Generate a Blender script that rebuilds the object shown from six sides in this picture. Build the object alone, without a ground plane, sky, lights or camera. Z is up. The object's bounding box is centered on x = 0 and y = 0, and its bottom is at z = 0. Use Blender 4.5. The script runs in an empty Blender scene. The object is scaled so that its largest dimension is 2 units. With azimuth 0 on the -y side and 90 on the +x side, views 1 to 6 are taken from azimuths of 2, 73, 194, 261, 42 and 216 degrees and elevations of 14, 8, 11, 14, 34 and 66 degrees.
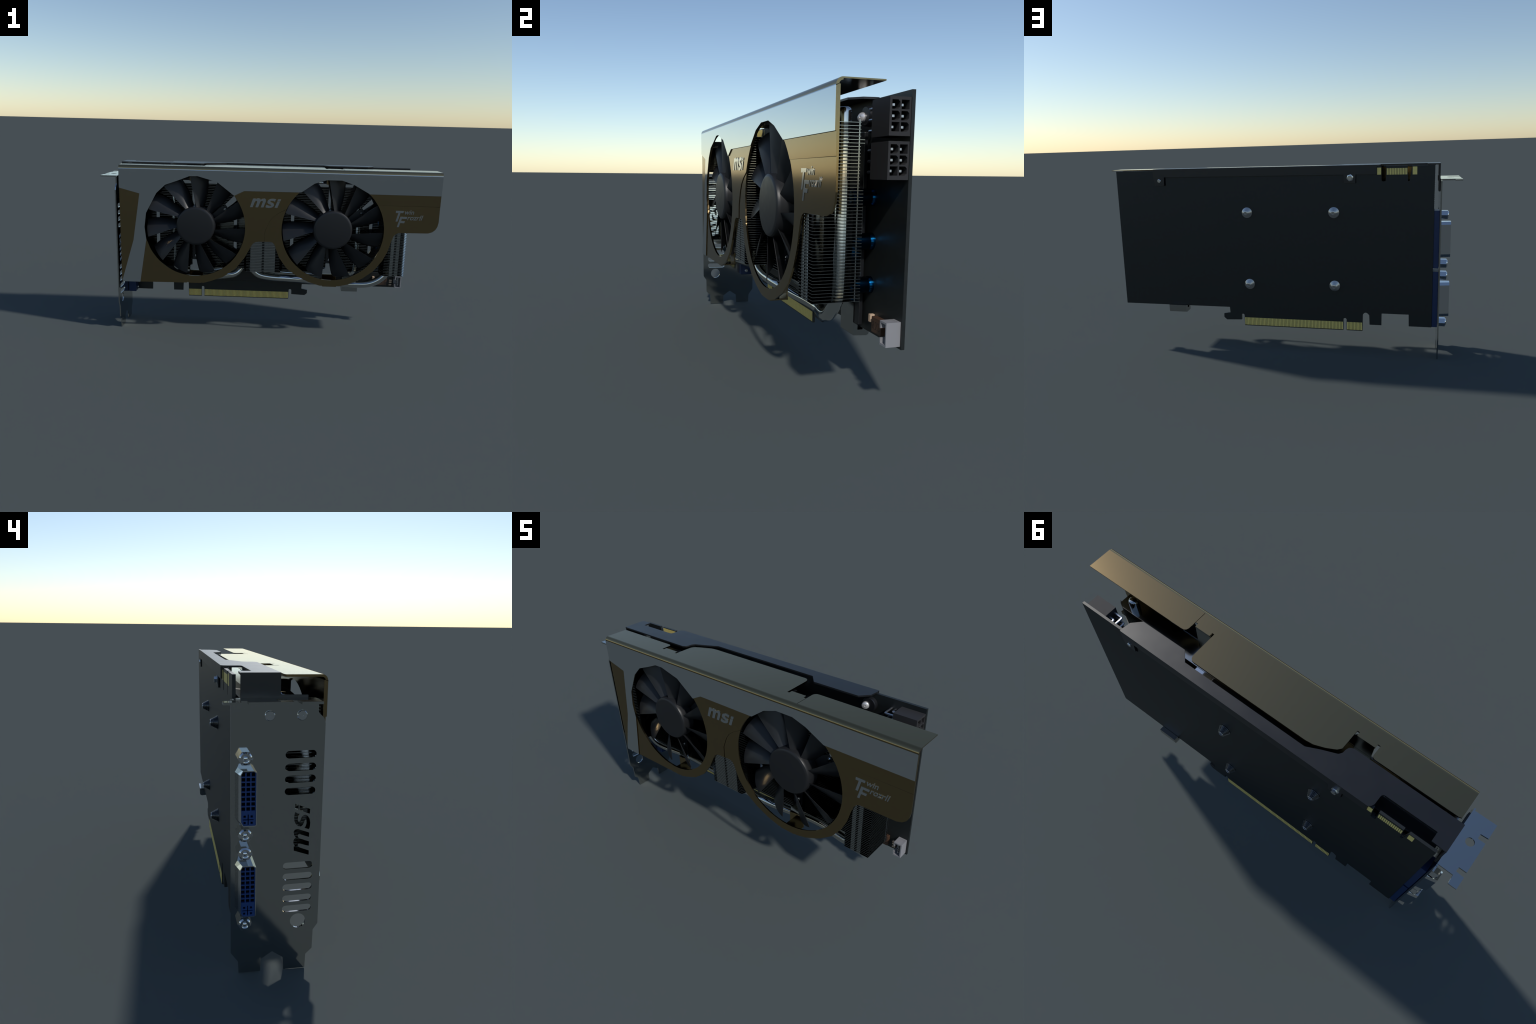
# Dual-fan graphics card, standing on the foot of its slot bracket.
import bpy, bmesh, math, random
from mathutils import Vector, Matrix
from mathutils.geometry import tessellate_polygon

random.seed(7)
SC = bpy.context.scene.collection

# ------------------------------------------------------------------ materials
def material(name, color, metallic=0.0, rough=0.4, coat=0.0, spec=0.5,
             vary=0.0, scale=20.0, rough_vary=0.0, bump=0.0, stretch=(1, 1, 1)):
    """Principled material; noise on Object coordinates varies colour, gloss and relief."""
    m = bpy.data.materials.new(name)
    m.use_nodes = True
    nt = m.node_tree
    b = nt.nodes["Principled BSDF"]
    b.inputs["Metallic"].default_value = metallic
    b.inputs["Roughness"].default_value = rough
    b.inputs["Coat Weight"].default_value = coat
    b.inputs["Coat Roughness"].default_value = 0.1
    b.inputs["Specular IOR Level"].default_value = spec
    b.inputs["Base Color"].default_value = (*color, 1)
    if vary or rough_vary or bump:
        tc = nt.nodes.new("ShaderNodeTexCoord")
        mp = nt.nodes.new("ShaderNodeMapping")
        mp.inputs["Scale"].default_value = stretch
        nz = nt.nodes.new("ShaderNodeTexNoise")
        nz.inputs["Scale"].default_value = scale
        nz.inputs["Detail"].default_value = 3
        nt.links.new(tc.outputs["Object"], mp.inputs["Vector"])
        nt.links.new(mp.outputs["Vector"], nz.inputs["Vector"])
        if vary:
            cr = nt.nodes.new("ShaderNodeValToRGB")
            cr.color_ramp.elements[0].position = 0.3
            cr.color_ramp.elements[1].position = 0.7
            cr.color_ramp.elements[0].color = (*[c * (1 - vary) for c in color], 1)
            cr.color_ramp.elements[1].color = (*[min(1, c * (1 + vary)) for c in color], 1)
            nt.links.new(nz.outputs["Fac"], cr.inputs["Fac"])
            nt.links.new(cr.outputs["Color"], b.inputs["Base Color"])
        if rough_vary:
            mr = nt.nodes.new("ShaderNodeMapRange")
            mr.inputs["From Min"].default_value = 0.3
            mr.inputs["From Max"].default_value = 0.7
            mr.inputs["To Min"].default_value = rough - rough_vary
            mr.inputs["To Max"].default_value = rough + rough_vary
            nt.links.new(nz.outputs["Fac"], mr.inputs["Value"])
            nt.links.new(mr.outputs["Result"], b.inputs["Roughness"])
        if bump:
            bp = nt.nodes.new("ShaderNodeBump")
            bp.inputs["Strength"].default_value = bump
            bp.inputs["Distance"].default_value = 0.002
            nt.links.new(nz.outputs["Fac"], bp.inputs["Height"])
            nt.links.new(bp.outputs["Normal"], b.inputs["Normal"])
    return m

M = dict(
    bronze=material("bronze_metal", (0.32, 0.235, 0.12), 1.0, 0.14),
    silver=material("polished_silver", (0.74, 0.76, 0.77), 1.0, 0.07, rough_vary=0.02, scale=5),
    letter=material("letter_silver", (0.66, 0.68, 0.70), 1.0, 0.12),
    steel=material("bracket_steel", (0.50, 0.50, 0.475), 1.0, 0.09, rough_vary=0.02, scale=8),
    chrome=material("chrome", (0.72, 0.73, 0.74), 1.0, 0.1),
    fin=material("fin_aluminium", (0.40, 0.41, 0.40), 1.0, 0.15, vary=0.06, scale=30),
    pipe=material("nickel_pipe", (0.60, 0.60, 0.58), 1.0, 0.09),
    board=material("board_lacquer", (0.010, 0.0125, 0.013), 0.0, 0.45, spec=0.42, vary=0.12, scale=60),
    black=material("black_coated_metal", (0.010, 0.011, 0.013), 0.0, 0.34, spec=0.5, rough_vary=0.02, scale=14),
    plastic=material("fan_plastic", (0.014, 0.015, 0.017), 0.0, 0.4, spec=0.35, rough_vary=0.03, scale=30),
    socket=material("connector_plastic", (0.030, 0.030, 0.032), 0.0, 0.6, spec=0.2),
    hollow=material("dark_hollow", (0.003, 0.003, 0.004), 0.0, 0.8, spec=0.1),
    gold=material("gold_contact", (0.78, 0.63, 0.20), 0.0, 0.4, vary=0.06, scale=90),
    blue=material("blue_plastic", (0.010, 0.046, 0.18), 0.0, 0.4),
    cap=material("blue_can", (0.003, 0.065, 0.17), 1.0, 0.18),
    white=material("white_plastic", (0.24, 0.24, 0.255), 0.0, 0.5),
    copper=material("copper_brown", (0.065, 0.034, 0.020), 0.0, 0.5, vary=0.08, scale=60),
    tan=material("tan_ceramic", (0.55, 0.40, 0.28), 0.0, 0.5),
    pin=material("tin_pin", (0.70, 0.70, 0.72), 1.0, 0.32),
    screw=material("screw_metal", (0.62, 0.64, 0.66), 1.0, 0.16),
    clip=material("clip_steel", (0.44, 0.44, 0.42), 1.0, 0.12),
    white_screw=material("bright_screw", (0.72, 0.71, 0.70), 0.6, 0.35),
    spring=material("spring_steel", (0.42, 0.43, 0.45), 1.0, 0.22),
    body=material("blue_plastic_shade_darkened", (0.005, 0.024, 0.095), 0.0, 0.4),  # same blue, darkened for bodies away from the bright sky
    ink=material("dark_ink", (0.03, 0.016, 0.01), 0.0, 0.6),
)

# ------------------------------------------------------------------ mesh tools
AX = {"xz": lambda a, b, d: (a, d, b), "xy": lambda a, b, d: (a, b, d), "yz": lambda a, b, d: (d, a, b)}

def finish(bm, name, mat, parent, smooth=None):
    bmesh.ops.recalc_face_normals(bm, faces=bm.faces)
    me = bpy.data.meshes.new(name)
    bm.to_mesh(me)
    bm.free()
    me.materials.append(M[mat])
    if smooth is not None:
        me.polygons.foreach_set("use_smooth", [True] * len(me.polygons))
        me.set_sharp_from_angle(angle=math.radians(smooth))
    ob = bpy.data.objects.new(name, me)
    SC.objects.link(ob)
    if parent is not None:
        ob.parent = parent
    return ob

def add_plate(bm, plane, loops, d0, d1):
    """Extrude an outline (first loop) with holes (other loops) from d0 to d1."""
    f = AX[plane]
    flat = [p for lp in loops for p in lp]
    tris = tessellate_polygon([[Vector((p[0], p[1], 0)) for p in lp] for lp in loops])
    lo = [bm.verts.new(f(p[0], p[1], d0)) for p in flat]
    hi = [bm.verts.new(f(p[0], p[1], d1)) for p in flat]
    for t in tris:
        if len(set(t)) < 3:
            continue
        for vs, order in ((lo, 1), (hi, -1)):
            try:
                bm.faces.new([vs[i] for i in t][::order])
            except ValueError:
                pass
    k = 0
    for lp in loops:
        n = len(lp)
        for i in range(n):
            a, b = k + i, k + (i + 1) % n
            try:
                bm.faces.new((lo[a], lo[b], hi[b], hi[a]))
            except ValueError:
                pass
        k += n

def plate(name, plane, loops, d0, d1, mat, parent, smooth=None):
    bm = bmesh.new()
    add_plate(bm, plane, loops, d0, d1)
    return finish(bm, name, mat, parent, smooth)

def add_box(bm, x0, x1, y0, y1, z0, z1, bevel=0.0):
    r = bmesh.ops.create_cube(bm, size=1)
    vs = r["verts"]
    for v in vs:
        v.co = ((x0 + x1) / 2 + v.co.x * (x1 - x0), (y0 + y1) / 2 + v.co.y * (y1 - y0), (z0 + z1) / 2 + v.co.z * (z1 - z0))
    if bevel:
        es = list({e for v in vs for e in v.link_edges})
        bmesh.ops.bevel(bm, geom=es, offset=bevel, segments=2, affect='EDGES', profile=0.5)

def boxes(name, lst, mat, parent, bevel=0.0):
    bm = bmesh.new()
    for b in lst:
        add_box(bm, *b, bevel=bevel)
    return finish(bm, name, mat, parent)

def add_lathe(bm, profile, origin, axis, seg=40):
    """Revolve (radius, height) pairs round an axis from origin."""
    ax = Vector(axis).normalized()
    u = ax.orthogonal().normalized()
    w = ax.cross(u)
    o = Vector(origin)
    rings = []
    for r, h in profile:
        if r < 1e-6:
            rings.append([bm.verts.new(o + ax * h)])
        else:
            rings.append([bm.verts.new(o + ax * h + (u * math.cos(2 * math.pi * i / seg) + w * math.sin(2 * math.pi * i / seg)) * r) for i in range(seg)])
    for a, b in zip(rings, rings[1:]):
        for i in range(seg):
            j = (i + 1) % seg
            q = [a[i % len(a)], a[j % len(a)], b[j % len(b)], b[i % len(b)]]
            q = list(dict.fromkeys(q))
            if len(q) > 2:
                bm.faces.new(q)

def lathe(name, profile, origin, axis, mat, parent, seg=40, smooth=35):
    bm = bmesh.new()
    add_lathe(bm, profile, origin, axis, seg)
    return finish(bm, name, mat, parent, smooth)

def catmull(pts, n=8):
    P = [Vector(p) for p in pts]
    P = [2 * P[0] - P[1]] + P + [2 * P[-1] - P[-2]]
    out = []
    for i in range(1, len(P) - 2):
        a, b, c, d = P[i - 1:i + 3]
        for k in range(n):
            t = k / n
            out.append(0.5 * ((2 * b) + (c - a) * t + (2 * a - 5 * b + 4 * c - d) * t * t + (3 * b - a - 3 * c + d) * t ** 3))
    out.append(P[-2])
    return out

def add_tube(bm, path, r, seg=16, dome=False):
    path = [Vector(p) for p in path]
    t0 = (path[1] - path[0]).normalized()
    u = t0.orthogonal().normalized()
    rings = []
    for i, p in enumerate(path):
        t = (path[min(i + 1, len(path) - 1)] - path[max(i - 1, 0)]).normalized()
        u = (u - t * u.dot(t)).normalized()
        w = t.cross(u)
        rings.append([bm.verts.new(p + (u * math.cos(2 * math.pi * k / seg) + w * math.sin(2 * math.pi * k / seg)) * r) for k in range(seg)])
    if dome:
        t = (path[-1] - path[-2]).normalized()
        w = t.cross(u)
        for k2 in range(1, 5):
            a = k2 / 5 * math.pi / 2
            rings.append([bm.verts.new(path[-1] + t * r * 0.6 * math.sin(a) + (u * math.cos(2 * math.pi * k / seg) + w * math.sin(2 * math.pi * k / seg)) * r * (0.45 + 0.55 * math.cos(a))) for k in range(seg)])
    for a, b in zip(rings, rings[1:]):
        for k in range(seg):
            bm.faces.new((a[k], a[(k + 1) % seg], b[(k + 1) % seg], b[k]))
    bm.faces.new(rings[0][::-1])
    bm.faces.new(rings[-1])

def tube(name, path, r, mat, parent, seg=16, dome=False):
    bm = bmesh.new()
    add_tube(bm, path, r, seg, dome)
    return finish(bm, name, mat, parent, 40)

def circle(cx, cy, r, n=48, a0=0.0, a1=360.0, closed=True):
    m = n if closed else n + 1
    return [(cx + r * math.cos(math.radians(a0 + (a1 - a0) * i / n)), cy + r * math.sin(math.radians(a0 + (a1 - a0) * i / n))) for i in range(m)]

def ang(c, p):
    return math.degrees(math.atan2(p[1] - c[1], p[0] - c[0])) % 360

def fit_text(name, string, plane, box, depth, shear, mat, parent, flip=False, weight=0.0):
    """Built-in font, squeezed into box=(a0,a1,b0,b1) of the plane and sheared."""
    cu = bpy.data.curves.new(name, "FONT")
    cu.body = string
    cu.offset = weight
    cu.extrude = 0.05
    tmp = bpy.data.objects.new(name, cu)
    SC.objects.link(tmp)
    me = bpy.data.meshes.new_from_object(tmp.evaluated_get(bpy.context.evaluated_depsgraph_get()))
    bpy.data.objects.remove(tmp)
    a0, a1, b0, b1 = box
    ys = [v.co.y for v in me.vertices]
    y0, y1 = min(ys), max(ys)
    for v in me.vertices:
        v.co.x += shear * (v.co.y - y0)
    xs = [v.co.x for v in me.vertices]
    x0, x1 = min(xs), max(xs)
    for v in me.vertices:
        a = a0 + (v.co.x - x0) / (x1 - x0) * (a1 - a0)
        b = b0 + (v.co.y - y0) / (y1 - y0) * (b1 - b0)
        v.co = AX[plane](a, b, depth[0] if v.co.z > 0 else depth[1])
    bm = bmesh.new()
    bm.from_mesh(me)
    bpy.data.meshes.remove(me)
    return finish(bm, name, mat, parent)

# ------------------------------------------------------------------ the thing
ROOT = bpy.data.objects.new("graphics_card", None)
SC.objects.link(ROOT)
ROOT["label"] = "dual fan graphics card with bronze and silver cooler shroud"
ROOT["category"] = "graphics card"

# ------------------------------------------------------------------ circuit board
Y_BACK, Y_FRONT = 0.1320, 0.1205
board_outline = [
    (0.877, 1.018), (0.877, 0.246), (0.235, 0.246), (0.233, 0.214), (0.271, 0.207), (0.271, 0.185), (0.255, 0.171),
    (0.168, 0.175), (0.167, 0.204), (0.163, 0.2085), (0.154, 0.2085), (0.150, 0.204), (0.149, 0.142), (-0.409, 0.142),
    (-0.410, 0.205), (-0.414, 0.2095), (-0.423, 0.2095), (-0.427, 0.204), (-0.427, 0.142), (-0.512, 0.142),
    (-0.514, 0.234), (-0.522, 0.243), (-0.529, 0.2455), (-0.537, 0.243), (-0.548, 0.232), (-0.550, 0.179), (-0.612, 0.179),
    (-0.613, 0.244), (-0.753, 0.244), (-0.754, 0.180), (-0.869, 0.180), (-0.8705, 1.018),
    (-0.760, 1.018), (-0.748, 0.940), (-0.740, 0.940), (-0.737, 1.018),
    (-0.632, 1.018), (-0.631, 0.946), (-0.627, 0.941), (-0.613, 0.941), (-0.609, 0.946), (-0.608, 1.018)]
BOARD = plate("circuit_board", "xz", [board_outline], Y_FRONT, Y_BACK, "board", ROOT)

def contacts(name, spans, z0, z1, sides):
    bm = bmesh.new()
    for x0, x1, n in spans:
        p = (x1 - x0) / n
        for i in range(n):
            c = x0 + (i + 0.5) * p
            for y in sides:
                add_box(bm, c - p * 0.36, c + p * 0.36, y - 0.0006, y + 0.0006, z0, z1)
    ob = finish(bm, name, "gold", BOARD)
    ob["kind"] = "stuff"
    return ob
contacts("edge_contact", [(-0.408, 0.148, 71), (-0.511, -0.428, 11)], 0.1465, 0.189, (Y_FRONT, Y_BACK))
contacts("bridge_contact", [(-0.737, -0.634, 13)], 0.974, 1.006, (Y_BACK,))
contacts("bridge_contact", [(-0.737, -0.634, 13)], 0.955, 1.014, (Y_FRONT,))
boxes("contact_pad", [(-0.607, -0.587, Y_BACK - .0006, Y_BACK + .0008, 0.975, 1.010), (-0.784, -0.762, Y_BACK - .0006, Y_BACK + .0008, 0.973, 1.012),
                      (-0.607, -0.587, Y_FRONT - .0008, Y_FRONT + .0006, 0.975, 1.010)], "gold", BOARD)

# ------------------------------------------------------------------ shroud
C1, C2, R = (-0.432, 0.662), (0.386, 0.661), 0.3015
outline = ([(-0.877, 0.313), (-0.764, 0.313), (-0.480, 0.316), (-0.477, 0.320), (-0.470, 0.320), (-0.467, 0.316),
            (-0.395, 0.3165), (-0.392, 0.320), (-0.386, 0.320), (-0.383, 0.3165)]
           + [(-0.339, 0.329), (-0.262, 0.358), (-0.185, 0.413), (-0.132, 0.482), (-0.096, 0.550),
              (-0.084, 0.570), (-0.068, 0.581), (-0.050, 0.5845), (0.022, 0.5845), (0.036, 0.579), (0.046, 0.566)]
           + [(0.058, 0.535), (0.076, 0.489), (0.124, 0.424), (0.187, 0.378), (0.258, 0.344), (0.330, 0.322), (0.337, 0.325), (0.342, 0.3195),
              (0.425, 0.3195), (0.430, 0.325), (0.436, 0.322), (0.496, 0.337), (0.577, 0.375), (0.642, 0.425), (0.690, 0.490), (0.716, 0.545),
              (0.734, 0.608), (0.745, 0.640), (0.757, 0.654), (0.772, 0.662), (0.944, 0.664), (0.968, 0.672), (0.985, 0.686), (0.995, 0.705), (1.0, 0.730)]
           + [(1.0, 1.0), (-0.877, 1.0)])
hole1 = circle(*C1, R, 64)
hole2 = circle(*C2, R, 64)
SHROUD = plate("cooler_shroud", "xz", [outline, hole1, hole2], -0.1645, -0.1585, "bronze", ROOT)

# raised upper layer of bronze, ending in a crease that sweeps past the right fan
i_arch = outline.index((0.022, 0.5845))
a_l, a_r, a_t = ang(C2, (0.111, 0.783)), ang(C2, (0.643, 0.822)), ang(C2, (0.588, 0.886))
upper = (outline[:i_arch] + [(-0.016, 0.5845), (-0.014, 0.646), (-0.002, 0.675), (0.010, 0.704), (0.030, 0.733), (0.062, 0.758)]
         + circle(*C2, R, 30, a_l, a_t, closed=False) + [(1.0, 0.886), (1.0, 1.0), (-0.877, 1.0)])
plate("shroud_layer", "xz", [upper, hole1], -0.1672, -0.1644, "bronze", SHROUD)
# the band above the crease leans back a little towards its foot
bm = bmesh.new()
add_plate(bm, "xz", [[(1.0, 0.822), (1.0, 0.886)] + circle(*C2, R, 6, a_t, a_r, closed=False)], -0.1672, -0.1644)
for v in bm.verts:
    if v.co.y < -0.166:
        v.co.y += 0.0014 * (0.886 - v.co.z) / 0.064
finish(bm, "shroud_layer", "bronze", SHROUD)

# silver panel, its fan cut-outs faceted
s1 = [(-0.722, 0.577), (-0.731, 0.654), (-0.720, 0.739), (-0.657, 0.858), (-0.604, 0.908), (-0.521, 0.938), (-0.461, 0.962), (-0.413, 0.963),
      (-0.366, 0.950), (-0.301, 0.933), (-0.199, 0.855)]
s2 = [(0.192, 0.885), (0.267, 0.938), (0.337, 0.960), (0.426, 0.960), (0.495, 0.937), (0.590, 0.885)]
silver = ([(-0.877, 0.9965), (-0.877, 0.884), (-0.757, 0.853), (-0.799, 0.573), (-0.871, 0.329), (-0.871, 0.313), (-0.764, 0.313)]
          + s1 + [(-0.140, 0.884)] + s2 + [(1.0, 0.885), (1.0, 0.9965)])
plate("shroud_layer", "xz", [silver], -0.1709, -0.1671, "bronze", SHROUD)
bm = bmesh.new()
add_plate(bm, "xz", [silver], -0.1717, -0.1709)
for z, y in ((0.9965, -0.1717),):          # rolled upper rim of the panel
    q = [bm.verts.new(p) for p in ((-0.877, y, z), (1.0, y, z), (1.0, y + 0.0006, z + 0.0024), (-0.877, y + 0.0006, z + 0.0024))]
    bm.faces.new(q)
finish(bm, "silver_panel", "silver", SHROUD)
crease = [(x, -0.16455, z) for x, z in [(-0.016, 0.5845), (-0.014, 0.646), (-0.002, 0.675), (0.010, 0.704), (0.030, 0.733), (0.062, 0.758), (0.108, 0.781)]]
bm = bmesh.new()  # near-black tubes draw the dark shading line along steps and panel edges
add_tube(bm, [(p[0] + 0.0003, p[1], p[2] - 0.0003) for p in crease], 0.0007, 6)
add_tube(bm, [(0.645, -0.16455, 0.8214), (0.9995, -0.16455, 0.8214)], 0.0009, 6)
add_tube(bm, [(0.595, -0.1672, 0.8845), (0.9995, -0.1672, 0.8845)], 0.0007, 6)
add_tube(bm, [(-0.138, -0.1672, 0.8835), (0.19, -0.1672, 0.8845)], 0.0007, 6)
finish(bm, "drawn_crease_shade", "hollow", SHROUD)

# bend along the top, then the flange with its cut-outs
bm = bmesh.new()
N = 10
rings = []
for x in (-0.877, 1.0):
    ring = []
    for rr in (0.0195, 0.0115):
        for k in range(N + 1):
            a = math.pi - k / N * math.pi / 2
            ring.append(bm.verts.new((x, -0.1510 + rr * math.cos(a), 0.9985 + rr * math.sin(a))))
    rings.append(ring)
m = N + 1
for k in range(N):
    bm.faces.new((rings[0][k], rings[0][k + 1], rings[1][k + 1], rings[1][k]))
    bm.faces.new((rings[0][m + k], rings[1][m + k], rings[1][m + k + 1], rings[0][m + k + 1]))
    for r_ in rings:
        bm.faces.new((r_[k], r_[k + 1], r_[m + k + 1], r_[m + k]))
for a, b in ((0, m), (N, m + N)):
    bm.faces.new((rings[0][a], rings[0][b], rings[1][b], rings[1][a]))
finish(bm, "shroud_bend", "bronze", SHROUD, 40)

flap = [(0.4385, -0.151), (1.0, -0.151), (1.0, -0.031), (0.462, -0.031), (0.450, -0.033), (0.442, -0.040), (0.4385, -0.050)]
plate("shroud_flange", "xy", [flap], 1.0140, 1.018, "bronze", SHROUD)
flange = [(-0.877, -0.151), (0.4362, -0.151), (0.4362, -0.092), (0.424, -0.092), (0.424, -0.074), (0.347, -0.074), (0.347, -0.092), (0.336, -0.092),
          (0.335, 0.040), (0.331, 0.053), (0.323, 0.061), (0.310, 0.064), (-0.250, 0.064), (-0.285, 0.060), (-0.330, 0.043), (-0.368, 0.022),
          (-0.381, 0.006), (-0.383, -0.092), (-0.394, -0.092), (-0.394, -0.074), (-0.477, -0.074), (-0.477, -0.092), (-0.489, -0.092),
          (-0.489, -0.045), (-0.493, -0.036), (-0.502, -0.032), (-0.866, -0.032), (-0.877, -0.036)]
plate("shroud_flange", "xy", [flange], 1.0103, 1.018, "bronze", SHROUD)

# tabs folded in from the shroud, holding the fans
for cx in (C1[0], C2[0]):
    boxes("shroud_tab", [(cx - 0.042, cx + 0.038, -0.080, -0.074, 0.925, 1.0125),
                         (cx - 0.042, cx + 0.042, -0.1586, -0.090, 0.3165, 0.3225),
                         (cx - 0.042, cx + 0.042, -0.096, -0.090, 0.3165, 0.378)], "bronze", SHROUD, 0.0012)
    plate("fan_clip", "xz", [[(cx - 0.040, 0.375), (cx - 0.040, 0.408), (cx - 0.024, 0.412), (cx - 0.024, 0.445), (cx + 0.026, 0.445), (cx + 0.026, 0.378)]], -0.0895, -0.0845, "chrome", SHROUD)
    dx = cx - C1[0]
    plate("fan_clip", "xz", [[(-0.203 + dx, 0.845), (-0.189 + dx, 0.817), (-0.240 + dx, 0.767), (-0.256 + dx, 0.792)]], -0.0895, -0.0845, "chrome", SHROUD)

# lettering -------------------------------------------------------------
glyph_m = [(250, 880), (345, 430), (490, 430), (494, 470), (560, 428), (650, 415), (730, 442), (775, 495), (850, 448), (960, 425), (1035, 465),
           (1070, 560), (985, 895), (840, 890), (905, 610), (890, 565), (850, 550), (795, 568), (765, 612), (695, 890), (545, 885), (600, 605),
           (590, 562), (545, 550), (495, 572), (468, 615), (395, 885)]
glyph_s = [(1600, 470), (1560, 605), (1480, 562), (1380, 548), (1315, 562), (1305, 600), (1360, 630), (1470, 668), (1535, 725), (1550, 790),
           (1520, 850), (1440, 902), (1310, 925), (1180, 912), (1095, 885), (1125, 750), (1200, 793), (1300, 813), (1390, 805), (1400, 780),
           (1350, 752), (1220, 705), (1158, 645), (1160, 560), (1210, 492), (1320, 450), (1450, 440)]
glyph_d = [(1710, 470), (1870, 475), (1845, 575), (1690, 575)]
glyph_i = [(1685, 600), (1835, 600), (1750, 920), (1595, 910)]
LOGO = [glyph_m, glyph_s, glyph_d, glyph_i]

def logo(p, k=1.075e-4):
    a = (p[0] - 250) * k + (880 - p[1]) * 1.6e-5
    b = (885 + (p[0] - 250) * 0.026 - p[1]) * 1.13e-4
    return a, b
bm = bmesh.new()
for g in LOGO:
    add_plate(bm, "xz", [[(-0.105 + logo(p)[0], 0.790 + logo(p)[1]) for p in g]], -0.1695, -0.1671)
finish(bm, "lettering", "letter", SHROUD)

def big(p):
    return 0.7475 + (p[0] - 290) * 1.242e-4 + (p[1] - 478) * 1.6e-5, 0.793 - (p[1] - 478 - (p[0] - 290) * 0.03) * 1.299e-4
bm = bmesh.new()
for g in ([(290, 478), (655, 490), (625, 580), (490, 575), (335, 965), (240, 960), (395, 575), (270, 575)],
          [(480, 745), (800, 760), (765, 850), (540, 835), (505, 940), (680, 950), (645, 1040), (455, 1030), (380, 1220), (290, 1215)]):
    add_plate(bm, "xz", [[big(p) for p in g]], -0.1660, -0.1644)
finish(bm, "lettering", "letter", SHROUD)
fit_text("lettering", "win", "xz", (big((680, 655))[0], big((1135, 500))[0], 0.7725, 0.7985), (-0.1644, -0.1658), 0.25, "letter", SHROUD, weight=0.012)
fit_text("lettering", "rozrII", "xz", (big((780, 915))[0], big((1550, 720))[0], 0.7395, 0.7685), (-0.1644, -0.1658), 0.33, "letter", SHROUD, weight=0.012)

# ------------------------------------------------------------------ fans
def blade_mesh():
    bm = bmesh.new()
    NR, NT = 12, 8
    top, bot = [], []
    for i in range(NR + 1):
        s = i / NR
        r = 0.108 + (0.297 - 0.108) * s
        mid = 109.0 + 10.4 * s ** 0.6 - 119.5
        wid = 21.0 + 6.0 * s - 7.4 * s * s
        yf = -0.1470 + 0.003 * s
        yb = -0.0890 - 0.003 * s
        ra, rb = [], []
        for j in range(NT + 1):
            t = j / NT                       # 0 = trailing (clockwise, deep), 1 = front edge
            a = math.radians(mid + wid * (t - 0.5))
            y = yb + (yf - yb) * (t ** 0.85) - 0.006 * math.sin(math.pi * t)
            th = 0.0008 + 0.0016 * math.sin(math.pi * (0.1 + 0.8 * t))
            ra.append(bm.verts.new((r * math.cos(a), y - th, r * math.sin(a))))
            rb.append(bm.verts.new((r * math.cos(a), y + th, r * math.sin(a))))
        top.append(ra)
        bot.append(rb)
    for i in range(NR):
        for j in range(NT):
            bm.faces.new((top[i][j], top[i + 1][j], top[i + 1][j + 1], top[i][j + 1]))
            bm.faces.new((bot[i][j], bot[i][j + 1], bot[i + 1][j + 1], bot[i + 1][j]))
        bm.faces.new((top[i][0], bot[i][0], bot[i + 1][0], top[i + 1][0]))
        bm.faces.new((top[i][NT], top[i + 1][NT], bot[i + 1][NT], bot[i][NT]))
    for j in range(NT):
        bm.faces.new((top[0][j], top[0][j + 1], bot[0][j + 1], bot[0][j]))
        bm.faces.new((top[NR][j], bot[NR][j], bot[NR][j + 1], top[NR][j + 1]))
    return bm

FANS = []
blade_data = None
for c in ((-0.4285, 0.6645), (0.3880, 0.6635)):
    hub = lathe("fan", [(0.0, -0.1615), (0.100, -0.1615), (0.107, -0.1605), (0.1125, -0.1570), (0.1150, -0.1515), (0.1160, -0.145), (0.1165, -0.092), (0.108, -0.088), (0.0, -0.088)],
                (0, 0, 0), (0, 1, 0), "plastic", ROOT, 72, 30)
    hub.location = (c[0], 0, c[1])
    FANS.append(hub)
    for k in range(11):
        if blade_data is None:
            b = finish(blade_mesh(), "fan_blade", "plastic", hub, 50)
            blade_data = b.data
        else:
            b = bpy.data.objects.new("fan_blade", blade_data)
            SC.objects.link(b)
            b.parent = hub
        b.rotation_euler = (0, -math.radians(119.5 + k * 360 / 11), 0)
    # three fixed arms of the fan frame
    bm = bmesh.new()
    for a in (29, 150, 269):
        ca, sa = math.cos(math.radians(a)), math.sin(math.radians(a))
        pts = [(0.04, -0.030), (0.235, -0.021), (0.235, 0.021), (0.04, 0.030)]
        add_plate(bm, "xz", [[(u * ca - v * sa, u * sa + v * ca) for u, v in pts]], -0.0835, -0.0770)
    add_lathe(bm, [(0, -0.0872), (0.085, -0.0872), (0.085, -0.0765), (0, -0.0765)], (0, 0, 0), (0, 1, 0), 40)
    finish(bm, "fan_frame", "plastic", hub, 30)
    for a in (29, 150, 269):
        lathe("fan_screw", [(0, -0.0905), (0.004, -0.0905), (0.0045, -0.0885), (0.009, -0.0885), (0.0115, -0.0860), (0.0115, -0.0836)],
              (0.195 * math.cos(math.radians(a)), 0, 0.195 * math.sin(math.radians(a))), (0, 1, 0), "screw", hub, 10, 20)

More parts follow.
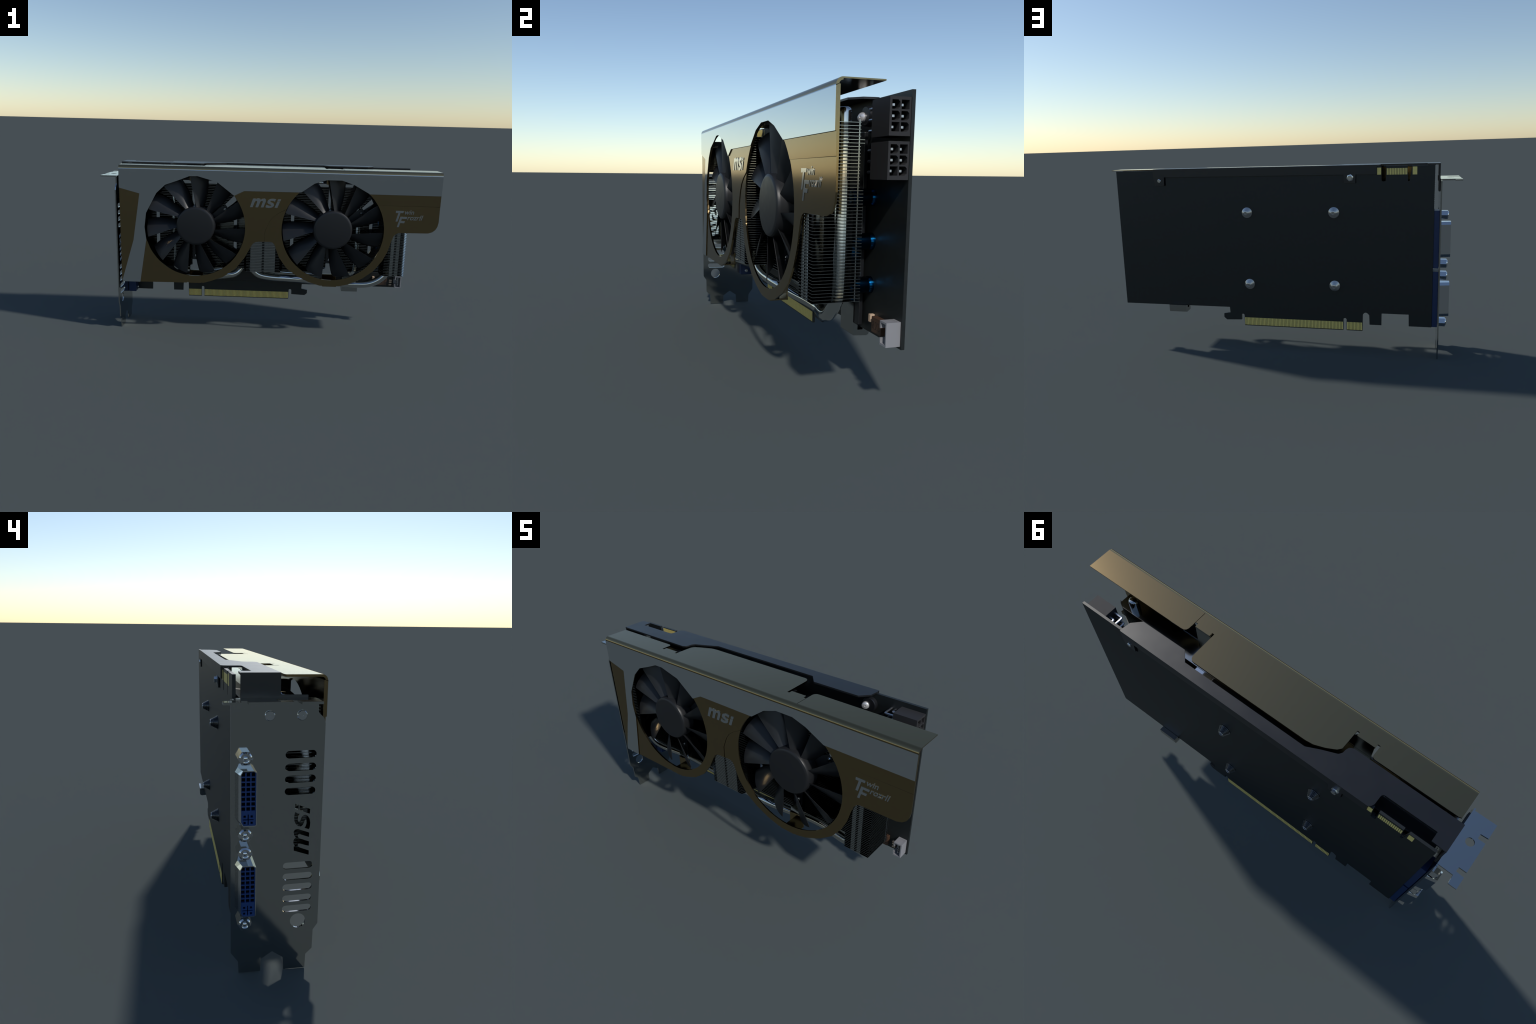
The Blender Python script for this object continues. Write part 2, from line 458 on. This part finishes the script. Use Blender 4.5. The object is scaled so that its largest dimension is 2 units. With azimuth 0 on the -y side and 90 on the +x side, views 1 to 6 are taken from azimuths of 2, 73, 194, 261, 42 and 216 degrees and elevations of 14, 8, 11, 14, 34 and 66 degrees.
# ------------------------------------------------------------------ heat sink
SINK = plate("heat_sink", "xz", [[(-0.33, 0.36), (0.09, 0.36), (0.09, 0.80), (-0.33, 0.80)]], 0.032, 0.088, "pipe", ROOT)
FLOOR = -0.0735
front = [(-0.875, 0.001), (-0.875, -0.151), (-0.772, -0.151), (-0.757, -0.120), (-0.757, FLOOR),
         (-0.140, FLOOR), (-0.134, -0.120), (-0.122, -0.1565), (0.079, -0.1565), (0.091, -0.120), (0.097, FLOOR),
         (0.688, FLOOR), (0.688, -0.120), (0.703, -0.1545), (0.827, -0.1545)]
back_long = [(0.827, 0.001), (0.600, 0.001), (0.560, 0.030), (-0.845, 0.030)]
back_short = [(0.827, -0.012), (0.800, 0.001), (0.600, 0.001), (0.560, 0.030), (-0.845, 0.030)]
Z0, Z1, NF = 0.395, 0.925, 55
PITCH = (Z1 - Z0) / (NF - 1)
lip = PITCH - 0.0017
protos = []
for back in (back_long, back_short):
    bm = bmesh.new()
    add_plate(bm, "xy", [front + back], -0.0007, 0.0007)
    for x0, x1, x2, x3, y in ((-0.097, -0.028, -0.014, 0.052, -0.1570), (0.737, 0.756, 0.769, 0.788, -0.1550), (-0.850, -0.828, -0.815, -0.794, -0.1515)):
        for a0, a1, h in ((x0, x1, lip), (x2, x3, lip), (x1 - 0.0001, x2 + 0.0001, lip * 0.45)):
            add_box(bm, a0, a1, y - 0.0008, y + 0.0004, 0.0002, h)
    add_box(bm, 0.8266, 0.8278, -0.019, -0.0155, 0.0002, lip)
    protos.append(finish(bm, "cooling_fin", "fin", SINK))
used = set()
for i in range(NF):
    k = 0 if (i < 35 or i in (48, 49)) else 1
    f2 = protos[k] if k not in used else protos[k].copy()
    if k in used:
        SC.objects.link(f2)
    used.add(k)
    f2.location.z = Z0 + i * PITCH

pipes = [
    [(-0.098, -0.058, 0.450), (-0.086, -0.059, 0.392), (-0.045, -0.060, 0.353), (0.030, -0.060, 0.338), (0.130, -0.060, 0.334), (0.210, -0.050, 0.328), (0.300, -0.022, 0.312),
     (0.400, 0.006, 0.299), (0.490, 0.008, 0.293), (0.560, -0.008, 0.294), (0.620, -0.024, 0.302), (0.660, -0.031, 0.313), (0.700, -0.037, 0.335), (0.738, -0.039, 0.373),
     (0.757, -0.037, 0.430), (0.758, -0.035, 0.700), (0.758, -0.035, 0.962)],
    [(-0.132, 0.030, 0.440), (-0.155, 0.004, 0.392), (-0.190, -0.018, 0.347), (-0.250, -0.020, 0.332), (-0.350, 0.000, 0.315), (-0.500, 0.020, 0.301), (-0.640, 0.016, 0.295),
     (-0.730, 0.000, 0.299), (-0.785, -0.016, 0.325), (-0.814, -0.030, 0.380), (-0.820, -0.035, 0.450), (-0.820, -0.035, 0.700), (-0.820, -0.035, 0.945)],
    [(-0.050, 0.055, 0.440), (0.000, 0.052, 0.370), (0.100, 0.046, 0.345), (0.250, 0.030, 0.345), (0.400, 0.012, 0.352), (0.500, -0.004, 0.372), (0.545, -0.014, 0.430), (0.546, -0.016, 0.900)],
    [(-0.190, 0.055, 0.440), (-0.240, 0.052, 0.370), (-0.330, 0.046, 0.348), (-0.450, 0.030, 0.350), (-0.540, 0.012, 0.370), (-0.580, -0.004, 0.430), (-0.581, -0.010, 0.900)],
]
for p in pipes:
    tube("heat_pipe", catmull(p, 6), 0.0222, "pipe", SINK, 20, dome=True)

# chrome strips of the fan mount, seen between the blades
for dx in (0.0, C2[0] - C1[0]):
    boxes("mount_strip", [(-0.677 + dx, -0.658 + dx, -0.0765, -0.0745, 0.520, 0.742), (-0.204 + dx, -0.186 + dx, -0.0765, -0.0745, 0.508, 0.708),
                          (-0.533 + dx, -0.308 + dx, -0.0765, -0.0745, 0.911, 0.929), (-0.457 + dx, -0.443 + dx, -0.0765, -0.0748, 0.770, 0.905)], "chrome", SINK)

# ------------------------------------------------------------------ black stiffener frame
bar = [(0.646, 0.1395), (0.646, 0.122), (0.641, 0.085), (0.603, 0.046), (0.375, 0.044), (0.334, 0.089), (-0.267, 0.090), (-0.320, 0.064), (-0.384, 0.037),
       (-0.394, 0.023), (-0.396, 0.004), (-0.402, -0.010), (-0.418, -0.018), (-0.8975, -0.016), (-0.8975, 0.1105), (-0.835, 0.108), (-0.835, 0.067),
       (-0.614, 0.067), (-0.606, 0.070), (-0.602, 0.078), (-0.602, 0.118), (-0.597, 0.130), (-0.585, 0.1395)]
FRAME = plate("stiffener_frame", "xy", [bar], 1.0185, 1.0255, "black", ROOT)
plate("stiffener_lip", "xz", [[(0.646, 1.0225), (0.646, 0.981), (0.638, 0.935), (0.584, 0.935), (0.582, 0.981), (-0.418, 0.978), (-0.420, 0.935), (-0.478, 0.935),
                               (-0.480, 0.978), (-0.585, 0.978), (-0.585, 1.0225)]], 0.1330, 0.1396, "black", FRAME)
plate("stiffener_end", "yz", [[(0.109, 1.0187), (-0.016, 1.0187), (-0.016, 0.958), (-0.103, 0.957), (-0.103, 0.930), (0.020, 0.930), (0.020, 0.885), (0.109, 0.885)]],
      -0.8973, -0.8905, "black", FRAME)
boxes("stiffener_lip", [(-0.835, -0.614, 0.0625, 0.0668, 1.010, 1.0215)], "black", FRAME, 0.002)
boxes("stiffener_slot", [(0.577, 0.583, 0.1320, 0.1345, 0.935, 0.980), (-0.4815, -0.4785, 0.1320, 0.1345, 0.935, 0.978)], "hollow", FRAME)
boxes("middle_plate", [(-0.62, 0.4905, 0.0985, 0.1125, 0.262, 0.915), (0.4905, 0.5945, 0.0985, 0.1125, 0.331, 0.915), (0.595, 0.630, 0.0985, 0.1125, 0.262, 0.915), (-0.86, -0.62, 0.0915, 0.1095, 0.50, 0.900)], "black", FRAME, 0.002)
boxes("heat_spreader", [(0.245, 0.335, 0.031, 0.0905, 0.922, 0.929)], "chrome", FRAME, 0.002)
boxes("spreader_plate", [(-0.865, 0.2445, 0.031, 0.0905, 0.916, 0.929)], "black", FRAME, 0.002)

lathe("mounting_boss", [(0, 0.1015), (0.030, 0.1015), (0.033, 0.104), (0.033, 0.1203)], (0.622, 0, 0.966), (0, 1, 0), "black", FRAME, 32)
lathe("screw", [(0, -0.0085), (0.0035, -0.0085), (0.0038, -0.0100), (0.0100, -0.0090), (0.0150, -0.0060), (0.0168, -0.0015), (0.0168, 0.004)], (0.610, 0.097, 0.9627), (-0.45, 1, -0.15), "white_screw", FRAME, 20)
# small surface-mounted parts standing in the gap under the frame
bm = bmesh.new()
for i in range(46):
    x = -0.55 + 0.85 * i / 46 + random.uniform(-0.01, 0.01)
    w, h, d = random.uniform(0.006, 0.016), random.uniform(0.006, 0.014), random.uniform(0.006, 0.02)
    add_box(bm, x - w, x + w, Y_FRONT - d, Y_FRONT + 0.001, 0.97 - h, 0.97 + h)
o = finish(bm, "surface_component", "screw", BOARD)
o["kind"] = "stuff"

# ------------------------------------------------------------------ slot bracket
def slot(cz, y0=-0.0335, y1=-0.1345, h=0.0122, skew=0.002):
    c0, c1 = y0 - h, y1 + h
    return ([(c0 + h * math.cos(a), cz - skew / 2 + h * math.sin(a)) for a in [math.radians(-90 + 22.5 * k) for k in range(9)]]
            + [(c1 + h * math.cos(a), cz + skew / 2 + h * math.sin(a)) for a in [math.radians(90 + 22.5 * k) for k in range(9)]])
bracket_outline = [(0.114, 0.0), (0.039, 0.0), (0.037, 0.047), (-0.002, 0.0735), (-0.041, 0.047), (-0.043, 0.0), (-0.119, 0.0), (-0.121, 0.053),
                   (-0.143, 0.075), (-0.144, 0.146), (-0.160, 0.170), (-0.160, 0.868), (-0.155, 0.885), (-0.1355, 0.903), (-0.1355, 0.9455),
                   (0.141, 0.9455), (0.141, 0.079), (0.116, 0.044)]
holes = [slot(z) for z in (0.770, 0.7285, 0.689, 0.649)] + [slot(z) for z in (0.390, 0.3505, 0.3115, 0.2705, 0.2325)]
holes.append(circle(-0.0893, 0.185, 0.0268, 24))
for g in LOGO:
    holes.append([(-0.1205 + logo(p)[1], 0.4255 + logo(p)[0]) for p in g])
BRACKET = plate("slot_bracket", "yz", [bracket_outline] + holes, -0.9055, -0.8985, "steel", ROOT)
tab = [(-0.8985, -0.1245), (-0.999, -0.1245), (-0.999, -0.060), (-0.967, -0.058), (-0.967, -0.037), (-0.999, -0.036), (-0.999, 0.098), (-0.967, 0.098),
       (-0.966, 0.117), (-1.0, 0.120), (-1.0, 0.1722), (-0.966, 0.1722), (-0.964, 0.135), (-0.8985, 0.134)]
plate("bracket_tab", "xy", [tab, circle(-0.951, -0.0075, 0.0175, 20)], 0.9415, 0.9490, "steel", BRACKET)
boxes("bracket_tab", [(-0.9055, -0.8985, 0.141, 0.1655, 0.931, 0.9405)], "steel", BRACKET)
for y in (0.0185, -0.0838):
    lathe("bracket_screw", [(0.0, -0.0030), (0.0030, -0.0030), (0.0032, -0.0040), (0.0142, -0.0040), (0.0165, -0.0015), (0.0165, 0.001)], (-0.9055, y, 0.8945), (1, 0, 0), "screw", BRACKET, 28)

# ------------------------------------------------------------------ video connectors
for cz in (0.6425, 0.3285):
    y0, y1, z0, z1 = 0.0640, 0.1165, cz - 0.0905, cz + 0.0905
    outer = [(y0, z0 + 0.004), (y0, z1 - 0.006), (y0 + 0.010, z1), (y1 - 0.008, z1), (y1, z1 - 0.014), (y1, z0 + 0.016), (y1 - 0.010, z0), (y0 + 0.006, z0)]
    inner = [(y0 + 0.0025, z0 + 0.005), (y0 + 0.0025, z1 - 0.0075), (y0 + 0.010, z1 - 0.0030), (y1 - 0.009, z1 - 0.0030), (y1 - 0.003, z1 - 0.014), (y1 - 0.003, z0 + 0.016), (y1 - 0.0105, z0 + 0.003), (y0 + 0.006, z0 + 0.003)]
    bm = bmesh.new()
    add_plate(bm, "yz", [outer, inner], -0.9535, -0.9050)
    for v in bm.verts:                     # shell widens towards the bracket
        if v.co.x > -0.93 and v.co.y > 0.10:
            v.co.y += 0.011
    CON = finish(bm, "video_connector", "chrome", ROOT)
    face = [(y0 + 0.0027, z0 + 0.0032), (y0 + 0.0027, z1 - 0.0065), (y1 - 0.0035, z1 - 0.0065), (y1 - 0.0035, z0 + 0.013), (y1 - 0.010, z0 + 0.0032)]
    pins = []
    for r_ in range(8):
        zc = z1 - 0.0125 - r_ * 0.0158
        for yc in (0.1062, 0.0907, 0.0752):
            pins.append([(yc - .0058, zc - .0058), (yc + .0058, zc - .0058), (yc + .0058, zc + .0058), (yc - .0058, zc + .0058)])
    zc = z0 + 0.0225
    for dy in (-0.0112, 0.0112):
        for dz in (-0.0105, 0.0105):
            pins.append([(0.0907 + dy + a * 0.0037, zc + dz + b * 0.0037) for a, b in ((-1, -1), (1, -1), (1, 1), (-1, 1))])
    w, L = 0.0016, 0.0172
    pins.append([(0.0907 + a, zc + b) for a, b in ((-w, -L), (w, -L), (w, -w), (L, -w), (L, w), (w, w), (w, L), (-w, L), (-w, w), (-L, w), (-L, -w), (-w, -w))])
    plate("socket_face", "yz", [face] + pins, -0.9505, -0.9420, "blue", CON)
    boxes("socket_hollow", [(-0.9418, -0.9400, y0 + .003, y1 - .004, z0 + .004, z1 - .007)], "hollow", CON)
    boxes("connector_body", [(-0.8970, -0.8500, 0.056, 0.1203, cz - 0.150, cz + 0.147)], "body", CON, 0.002)
    boxes("connector_flange", [(-0.8972, -0.8700, 0.058, 0.1275, cz - 0.148, cz + 0.148)], "body", CON, 0.001)
    for s in (-1, 1):
        o_ = (-0.9415, 0.0978, cz + s * 0.1253)
        bm = bmesh.new()
        hexa = lambda r: [(o_[1] + r * math.cos(math.radians(60 * k)), o_[2] + r * math.sin(math.radians(60 * k))) for k in range(6)]
        add_plate(bm, "yz", [hexa(0.0245)], o_[0] + 0.0048, -0.9050)
        finish(bm, "hex_standoff", "chrome", CON)
        lathe("standoff_collar", [(0.0128, 0.0085), (0.0128, 0.0), (0.0165, 0.0), (0.0214, 0.0052)], o_, (1, 0, 0), "chrome", CON, 30, 25)
        lathe("standoff_bore", [(0.0, -0.0005), (0.0045, 0.0004), (0.0080, 0.0026), (0.0100, 0.0060), (0.0103, 0.0085)], o_, (1, 0, 0), "chrome", CON, 24, 60)
        lathe("connector_screw", [(0.0, -0.010), (0.008, -0.010), (0.010, -0.008), (0.010, 0.0)], (-0.8495, 0.088, cz + s * 0.1253), (-1, 0, 0), "screw", CON, 12, 25)

# ------------------------------------------------------------------ power connectors
for z0, z1 in ((0.8865, 0.9965), (0.7610, 0.8715)):
    y0, y1 = 0.0515, 0.1203
    W, H = y1 - y0, z1 - z0
    loops = [[(y0, z0), (y1, z0), (y1, z1), (y0, z1)]]
    cells = []
    for r_, (f0, f1) in enumerate(((0.075, 0.315), (0.36, 0.60), (0.645, 0.885))):
        for c_, (g0, g1) in enumerate(((0.105, 0.475), (0.545, 0.915))):
            a0, a1, b0, b1 = y0 + g0 * W, y0 + g1 * W, z0 + f0 * H + 0.004, z0 + f1 * H + 0.004
            ch = 0.006
            if (r_, c_) in ((0, 0), (2, 1)):
                cells.append([(a0, b0), (a1, b0), (a1, b1), (a0, b1)])
            else:
                cells.append([(a0, b0), (a1 - ch, b0), (a1, b0 + ch), (a1, b1 - ch), (a1 - ch, b1), (a0, b1)])
    PW = plate("power_connector", "yz", loops + cells, 0.800, 0.8745, "socket", ROOT)
    boxes("connector_housing", [(0.7680, 0.8001, y0, y1, z0, z1)], "socket", PW)
    bm = bmesh.new()
    for c in cells:
        ya = sum(p[0] for p in c) / len(c) - 0.003
        za = (min(p[1] for p in c) + max(p[1] for p in c)) / 2
        add_box(bm, 0.800, 0.862, ya - 0.004, ya + 0.004, za - 0.004, za + 0.004, 0.0008)
    finish(bm, "connector_pin", "pin", PW)
    bm = bmesh.new()
    for f in (0.2, 0.5, 0.8):
        for yy, xo in ((0.066, 0.722), (0.095, 0.742)):
            zz = z0 + f * H
            add_tube(bm, [(0.768, yy, zz), (xo + 0.006, yy, zz), (xo + 0.001, yy + 0.002, zz), (xo, yy + 0.007, zz), (xo, 0.1207, zz)], 0.0048, 8)
    finish(bm, "connector_lead", "pin", PW, 40)

# ------------------------------------------------------------------ parts on the board
for z in (0.702, 0.556, 0.409):
    lathe("capacitor", [(0.0, 0.034), (0.025, 0.034), (0.0285, 0.037), (0.0285, 0.100), (0.0270, 0.103), (0.0270, 0.107), (0.0295, 0.111), (0.0295, 0.1206)], (0.662, 0, z), (0, 1, 0), "cap", BOARD, 36)
IND = boxes("inductor", [(0.720, 0.7825, 0.100, 0.1204, 0.263, 0.316)], "copper", BOARD, 0.002)
fit_text("lettering", "R22", "xz", (0.727, 0.776, 0.277, 0.303), (0.1005, 0.0995), 0.0, "ink", IND)
boxes("chip_resistor", [(0.801, 0.818, 0.112, 0.1206, z, z + 0.0085) for z in (0.2595, 0.2765, 0.289)] + [(0.690, 0.704, 0.104, 0.1206, 0.290, 0.316)], "tan", BOARD, 0.001)
boxes("power_stage", [(0.45, 0.578, 0.032, 0.0910, 0.365, 0.735)], "black", BOARD, 0.002)
HDR = boxes("fan_header", [(0.829, 0.8634, 0.110, 0.1204, 0.255, 0.332), (0.8635, 0.8695, 0.0715, 0.1204, 0.255, 0.332),
                           (0.829, 0.8640, 0.0715, 0.111, 0.326, 0.332), (0.829, 0.8640, 0.0715, 0.111, 0.255, 0.261),
                           (0.829, 0.8345, 0.0715, 0.111, 0.308, 0.327), (0.829, 0.8345, 0.0715, 0.111, 0.260, 0.277)], "white", BOARD)
boxes("header_pin", [(0.846, 0.852, 0.082, 0.1105, z, z + 0.006) for z in (0.270, 0.2835, 0.297, 0.3105)], "pin", HDR)
boxes("memory_chip", [(x, x + 0.10, 0.108, 0.1204, z, z + 0.09) for x, z in ((-0.34, 0.26), (-0.20, 0.26), (-0.06, 0.26), (0.12, 0.26))], "socket", BOARD, 0.001)

# clip that wraps the lower edge of the board
clip_profile = [(0.0955, 0.2165), (0.0985, 0.2135), (0.148, 0.2105), (0.156, 0.214), (0.1585, 0.222), (0.1585, 0.2525), (0.1335, 0.2525), (0.1335, 0.233),
                (0.1135, 0.233), (0.1135, 0.252), (0.1135, 0.330), (0.0955, 0.330)]
plate("board_clip", "yz", [clip_profile], 0.4915, 0.594, "clip", ROOT)

# spring screws and small bolts on the back
def spring(name, x, z):
    prof = [(0.0285, 0.1322)]
    n = 7
    for i in range(n):
        r = 0.0275 - 0.0125 * i / (n - 1)
        y = 0.1345 + 0.0250 * i / (n - 1)
        prof += [(r - 0.0022, y - 0.0016), (r + 0.0008, y - 0.0008), (r + 0.0008, y + 0.0008), (r - 0.0022, y + 0.0018)]
    prof += [(0.0125, 0.1625), (0.0085, 0.1632), (0.0080, 0.1600), (0.0, 0.1600)]
    s = lathe(name, prof, (x, 0, z), (0, 1, 0), "spring", ROOT, 36, 25)
    return s
for x, z in ((0.110, 0.7825), (0.110, 0.3845), (-0.364, 0.7825), (-0.365, 0.388)):
    spring("spring_screw", x, z)
lathe("bolt", [(0.0105, 0.139), (0.0105, 0.1425), (0.008, 0.145), (0.0, 0.145)], (0.612, 0, 0.961), (0, 1, 0), "screw", ROOT, 16, 25)
lathe("bolt", [(0.018, 0.139), (0.018, 0.1415), (0.0125, 0.1425), (0.0120, 0.152), (0.0, 0.152)], (-0.4505, 0, 0.962), (0, 1, 0), "screw", ROOT, 6, 25)
